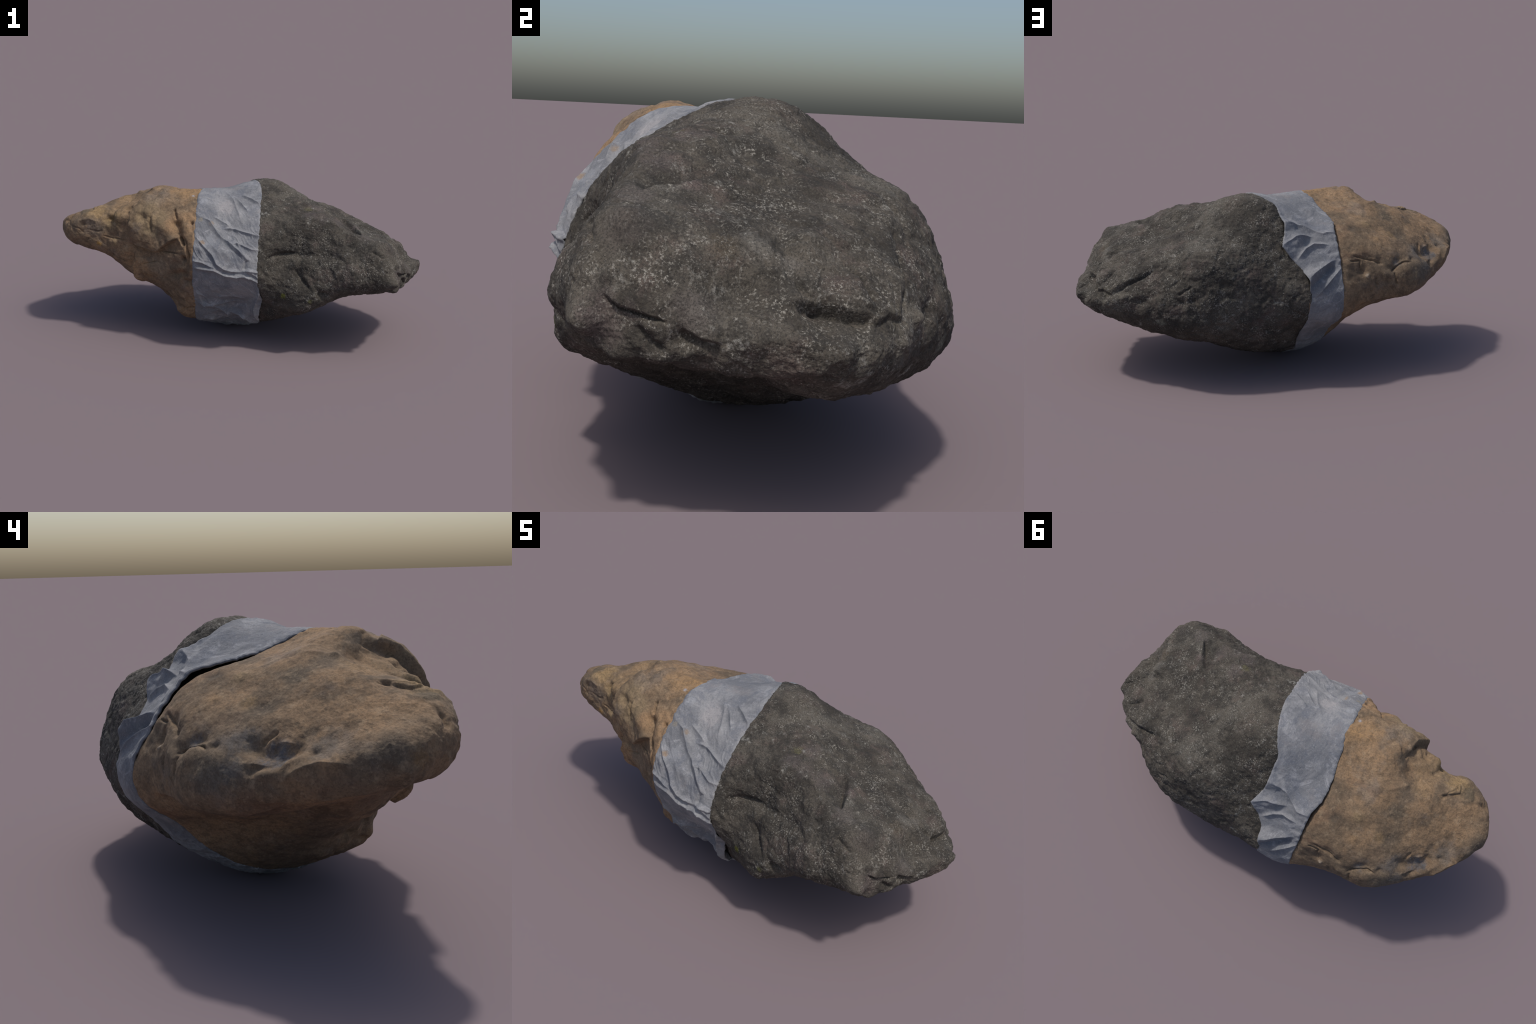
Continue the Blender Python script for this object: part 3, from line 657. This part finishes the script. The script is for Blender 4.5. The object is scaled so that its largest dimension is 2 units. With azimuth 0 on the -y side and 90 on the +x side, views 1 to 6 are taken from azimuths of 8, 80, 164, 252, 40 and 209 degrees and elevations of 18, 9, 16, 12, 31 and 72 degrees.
# ------------------------------------------------------------------ materials
class Nodes:
    def __init__(self, name, roughness):
        self.mat = bpy.data.materials.new(name)
        self.mat.use_nodes = True
        self.t = self.mat.node_tree
        self.bsdf = self.t.nodes["Principled BSDF"]
        self.bsdf.inputs["Roughness"].default_value = roughness
        self.bsdf.inputs["Specular IOR Level"].default_value = 0.25
        self.coord = self.t.nodes.new("ShaderNodeTexCoord").outputs["Object"]

    def add(self, kind, **props):
        n = self.t.nodes.new(kind)
        for k, v in props.items():
            setattr(n, k, v)
        return n

    def link(self, a, b):
        self.t.links.new(a, b)

    def noise(self, scale, detail=4, rough=0.55, stretch=None, turn=(0, 0, 0), distort=0.0):
        n = self.add("ShaderNodeTexNoise")
        n.inputs["Scale"].default_value = scale
        n.inputs["Detail"].default_value = detail
        n.inputs["Roughness"].default_value = rough
        n.inputs["Distortion"].default_value = distort
        m = self.add("ShaderNodeMapping")
        m.inputs["Scale"].default_value = stretch or (1, 1, 1)
        m.inputs["Rotation"].default_value = turn
        m.inputs["Location"].default_value = (scale * 0.37, scale * 0.11, 3.1)
        self.link(self.coord, m.inputs["Vector"])
        self.link(m.outputs[0], n.inputs["Vector"])
        return n.outputs["Fac"]

    def voronoi(self, scale, feature="F1"):
        n = self.add("ShaderNodeTexVoronoi", feature=feature)
        n.inputs["Scale"].default_value = scale
        self.link(self.coord, n.inputs["Vector"])
        return n.outputs["Distance"]

    def ramp(self, value, a, b):
        n = self.add("ShaderNodeMapRange", interpolation_type="SMOOTHSTEP")
        n.inputs["From Min"].default_value, n.inputs["From Max"].default_value = a, b
        self.link(value, n.inputs["Value"])
        return n.outputs["Result"]

    def math(self, op, a, b):
        n = self.add("ShaderNodeMath", operation=op)
        for s, v in zip(n.inputs, (a, b)):
            if isinstance(v, (int, float)):
                s.default_value = v
            else:
                self.link(v, s)
        return n.outputs[0]

    def spot(self, centre, radius, soft=0.95, ragged=0.75):
        """Mask that is 1 round a place on the object, with a ragged border."""
        n = self.add("ShaderNodeVectorMath", operation="DISTANCE")
        self.link(self.coord, n.inputs[0])
        n.inputs[1].default_value = centre
        grain = self.math("MULTIPLY", self.math("SUBTRACT", self.noise(1.6 / radius, 6, 0.7), 0.5), ragged * radius * 3)
        d = self.math("ADD", n.outputs["Value"], grain)
        return self.ramp(d, radius * 1.25, radius * (1.25 - soft))

    def mix(self, fac, a, b, blend="MIX"):
        n = self.add("ShaderNodeMix", data_type="RGBA", blend_type=blend)
        for s, v in ((n.inputs["Factor"], fac), (n.inputs["A"], a), (n.inputs["B"], b)):
            if isinstance(v, (int, float)):
                s.default_value = v
            elif isinstance(v, tuple):
                s.default_value = (*v, 1)
            else:
                self.link(v, s)
        return n.outputs["Result"]

    def finish(self, colour, height=None, strength=0.4, distance=0.004):
        self.link(colour, self.bsdf.inputs["Base Color"])
        if height is not None:
            b = self.add("ShaderNodeBump")
            b.inputs["Strength"].default_value, b.inputs["Distance"].default_value = strength, distance
            self.link(height, b.inputs["Height"])
            self.link(b.outputs[0], self.bsdf.inputs["Normal"])
        return self.mat


def dark_stone_material():
    m = Nodes("dark_lichen_stone", 0.9)
    c = m.mix(m.ramp(m.noise(4.5, 7, 0.68), 0.38, 0.62), (0.045, 0.039, 0.032), (0.096, 0.084, 0.068))
    c = m.mix(m.math("MULTIPLY", m.ramp(m.noise(6.4, 6, 0.72), 0.52, 0.66), 0.55), c, (0.114, 0.083, 0.072))
    c = m.mix(m.math("MULTIPLY", m.ramp(m.noise(3.1, 7, 0.7), 0.52, 0.64), 0.5), c, (0.130, 0.119, 0.100))
    c = m.mix(m.math("MULTIPLY", m.ramp(m.noise(12, 6, 0.7), 0.53, 0.40), 0.7), c, (0.034, 0.031, 0.027))
    for centre, radius, tint, amount in DARK_SPOTS:
        c = m.mix(m.math("MULTIPLY", m.spot(centre, radius), amount), c, tint)
    # pale lichen grains, gathered in clouds and clumps
    clouds = m.ramp(m.noise(5.2, 6, 0.72), 0.42, 0.62)
    clumps = m.ramp(m.noise(22, 6, 0.75), 0.42, 0.62)
    dense = m.math("ADD", m.math("MULTIPLY", m.math("MULTIPLY", clouds, clumps), 1.0), m.math("ADD", m.math("MULTIPLY", clumps, 0.28), 0.06))
    grain = m.ramp(m.noise(150, 4, 0.75), 0.50, 0.64)
    c = m.mix(m.math("MULTIPLY", dense, grain), c, (0.30, 0.282, 0.245))
    fine = m.ramp(m.noise(230, 3, 0.75), 0.54, 0.38)
    c = m.mix(m.math("MULTIPLY", fine, 0.65), c, (0.024, 0.022, 0.020))
    blot = m.math("MULTIPLY", m.ramp(m.noise(15, 6, 0.78), 0.57, 0.68), m.ramp(m.noise(110, 4, 0.7), 0.40, 0.56))
    c = m.mix(m.math("MULTIPLY", blot, 0.6), c, (0.30, 0.29, 0.26))
    return m.finish(c, m.math("ADD", m.noise(60, 5, 0.65), m.math("MULTIPLY", m.noise(190, 2), 0.5)), 0.55, 0.006)


def ochre_stone_material():
    m = Nodes("ochre_sandstone", 0.92)
    c = m.mix(m.ramp(m.noise(3.6, 6, 0.62), 0.36, 0.64), (0.180, 0.130, 0.086), (0.300, 0.192, 0.108))
    c = m.mix(m.math("MULTIPLY", m.ramp(m.noise(8, 5, 0.65), 0.53, 0.68), 0.75), c, (0.098, 0.076, 0.055))
    c = m.mix(m.math("MULTIPLY", m.ramp(m.noise(6.3, 5, 0.65), 0.56, 0.72), 0.55), c, (0.28, 0.195, 0.125))
    c = m.mix(m.math("MULTIPLY", m.ramp(m.noise(5.1, 5, 0.65), 0.54, 0.68), 0.5), c, (0.19, 0.158, 0.132))
    c = m.mix(m.math("MULTIPLY", m.ramp(m.noise(4.2, 6, 0.65, stretch=(2.2, 0.8, 2.6)), 0.52, 0.66), 0.55), c, (0.098, 0.076, 0.055))
    c = m.mix(m.math("MULTIPLY", m.ramp(m.noise(3.4, 6, 0.65, stretch=(0.8, 0.8, 4.0)), 0.54, 0.68), 0.40), c, (0.190, 0.112, 0.072))
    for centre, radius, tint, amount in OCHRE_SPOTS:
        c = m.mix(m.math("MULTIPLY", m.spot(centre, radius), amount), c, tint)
    c = m.mix(m.math("MULTIPLY", m.ramp(m.noise(150, 4, 0.75), 0.54, 0.38), 0.38), c, (0.050, 0.038, 0.028))
    c = m.mix(m.math("MULTIPLY", m.ramp(m.noise(115, 4, 0.75), 0.55, 0.70), 0.40), c, (0.36, 0.27, 0.18))
    specks = m.ramp(m.noise(75, 3, 0.6), 0.66, 0.72)
    c = m.mix(m.math("MULTIPLY", m.ramp(m.noise(34, 6, 0.75), 0.52, 0.40), 0.45), c, (0.085, 0.062, 0.043))
    c = m.mix(m.math("MULTIPLY", m.ramp(m.noise(28, 6, 0.75), 0.53, 0.66), 0.40), c, (0.36, 0.265, 0.17))
    c = m.mix(m.math("MULTIPLY", specks, 0.4), c, (0.035, 0.030, 0.025))
    pits = m.ramp(m.voronoi(160), 0.0, 0.25)
    return m.finish(c, m.math("ADD", m.noise(70, 5, 0.65), m.math("MULTIPLY", pits, 0.3)), 0.4, 0.004)


def cloth_material():
    m = Nodes("grey_cloth", 0.95)
    m.bsdf.inputs["Sheen Weight"].default_value = 0.05
    c = m.mix(m.ramp(m.noise(5, 6, 0.65, distort=0.8), 0.36, 0.64), (0.152, 0.156, 0.168), (0.254, 0.254, 0.260))
    c = m.mix(m.math("MULTIPLY", m.ramp(m.noise(10, 7, 0.75, stretch=(1, 1, 1.6), distort=1.2), 0.52, 0.66), 0.6), c, (0.35, 0.35, 0.362))
    c = m.mix(m.math("MULTIPLY", m.ramp(m.noise(9, 7, 0.75, distort=1.0), 0.52, 0.40), 0.6), c, (0.130, 0.140, 0.165))
    c = m.mix(m.math("MULTIPLY", m.ramp(m.noise(8, 5, 0.7), 0.54, 0.70), 0.45), c, (0.225, 0.205, 0.200))
    for centre, radius, tint, amount in CLOTH_SPOTS:
        c = m.mix(m.math("MULTIPLY", m.spot(centre, radius), amount), c, tint)
    c = m.mix(m.math("MULTIPLY", m.ramp(m.noise(150, 4, 0.75), 0.50, 0.36), 0.35), c, (0.10, 0.107, 0.13))
    c = m.mix(m.math("MULTIPLY", m.ramp(m.noise(170, 4, 0.75), 0.54, 0.66), 0.3), c, (0.42, 0.42, 0.43))
    return m.finish(c, m.math("ADD", m.noise(220, 3, 0.6), m.noise(40, 4, 0.6)), 0.4, 0.003)


# ------------------------------------------------------------------ build
boulder = bpy.data.objects.new("wrapped_boulder", None)
bpy.context.scene.collection.objects.link(boulder)
boulder["label"] = "long two-tone boulder, dark and ochre stone, wrapped in grey cloth"
boulder["category"] = "rock"
stone("ochre_stone", -1.0, -0.04, 430, 1000, ochre_relief, ochre_stone_material(), boulder)
stone("dark_stone", -0.06, 1.0, 470, 1000, dark_relief, dark_stone_material(), boulder)
cloth("cloth_band", 170, 1400, cloth_material(), boulder)
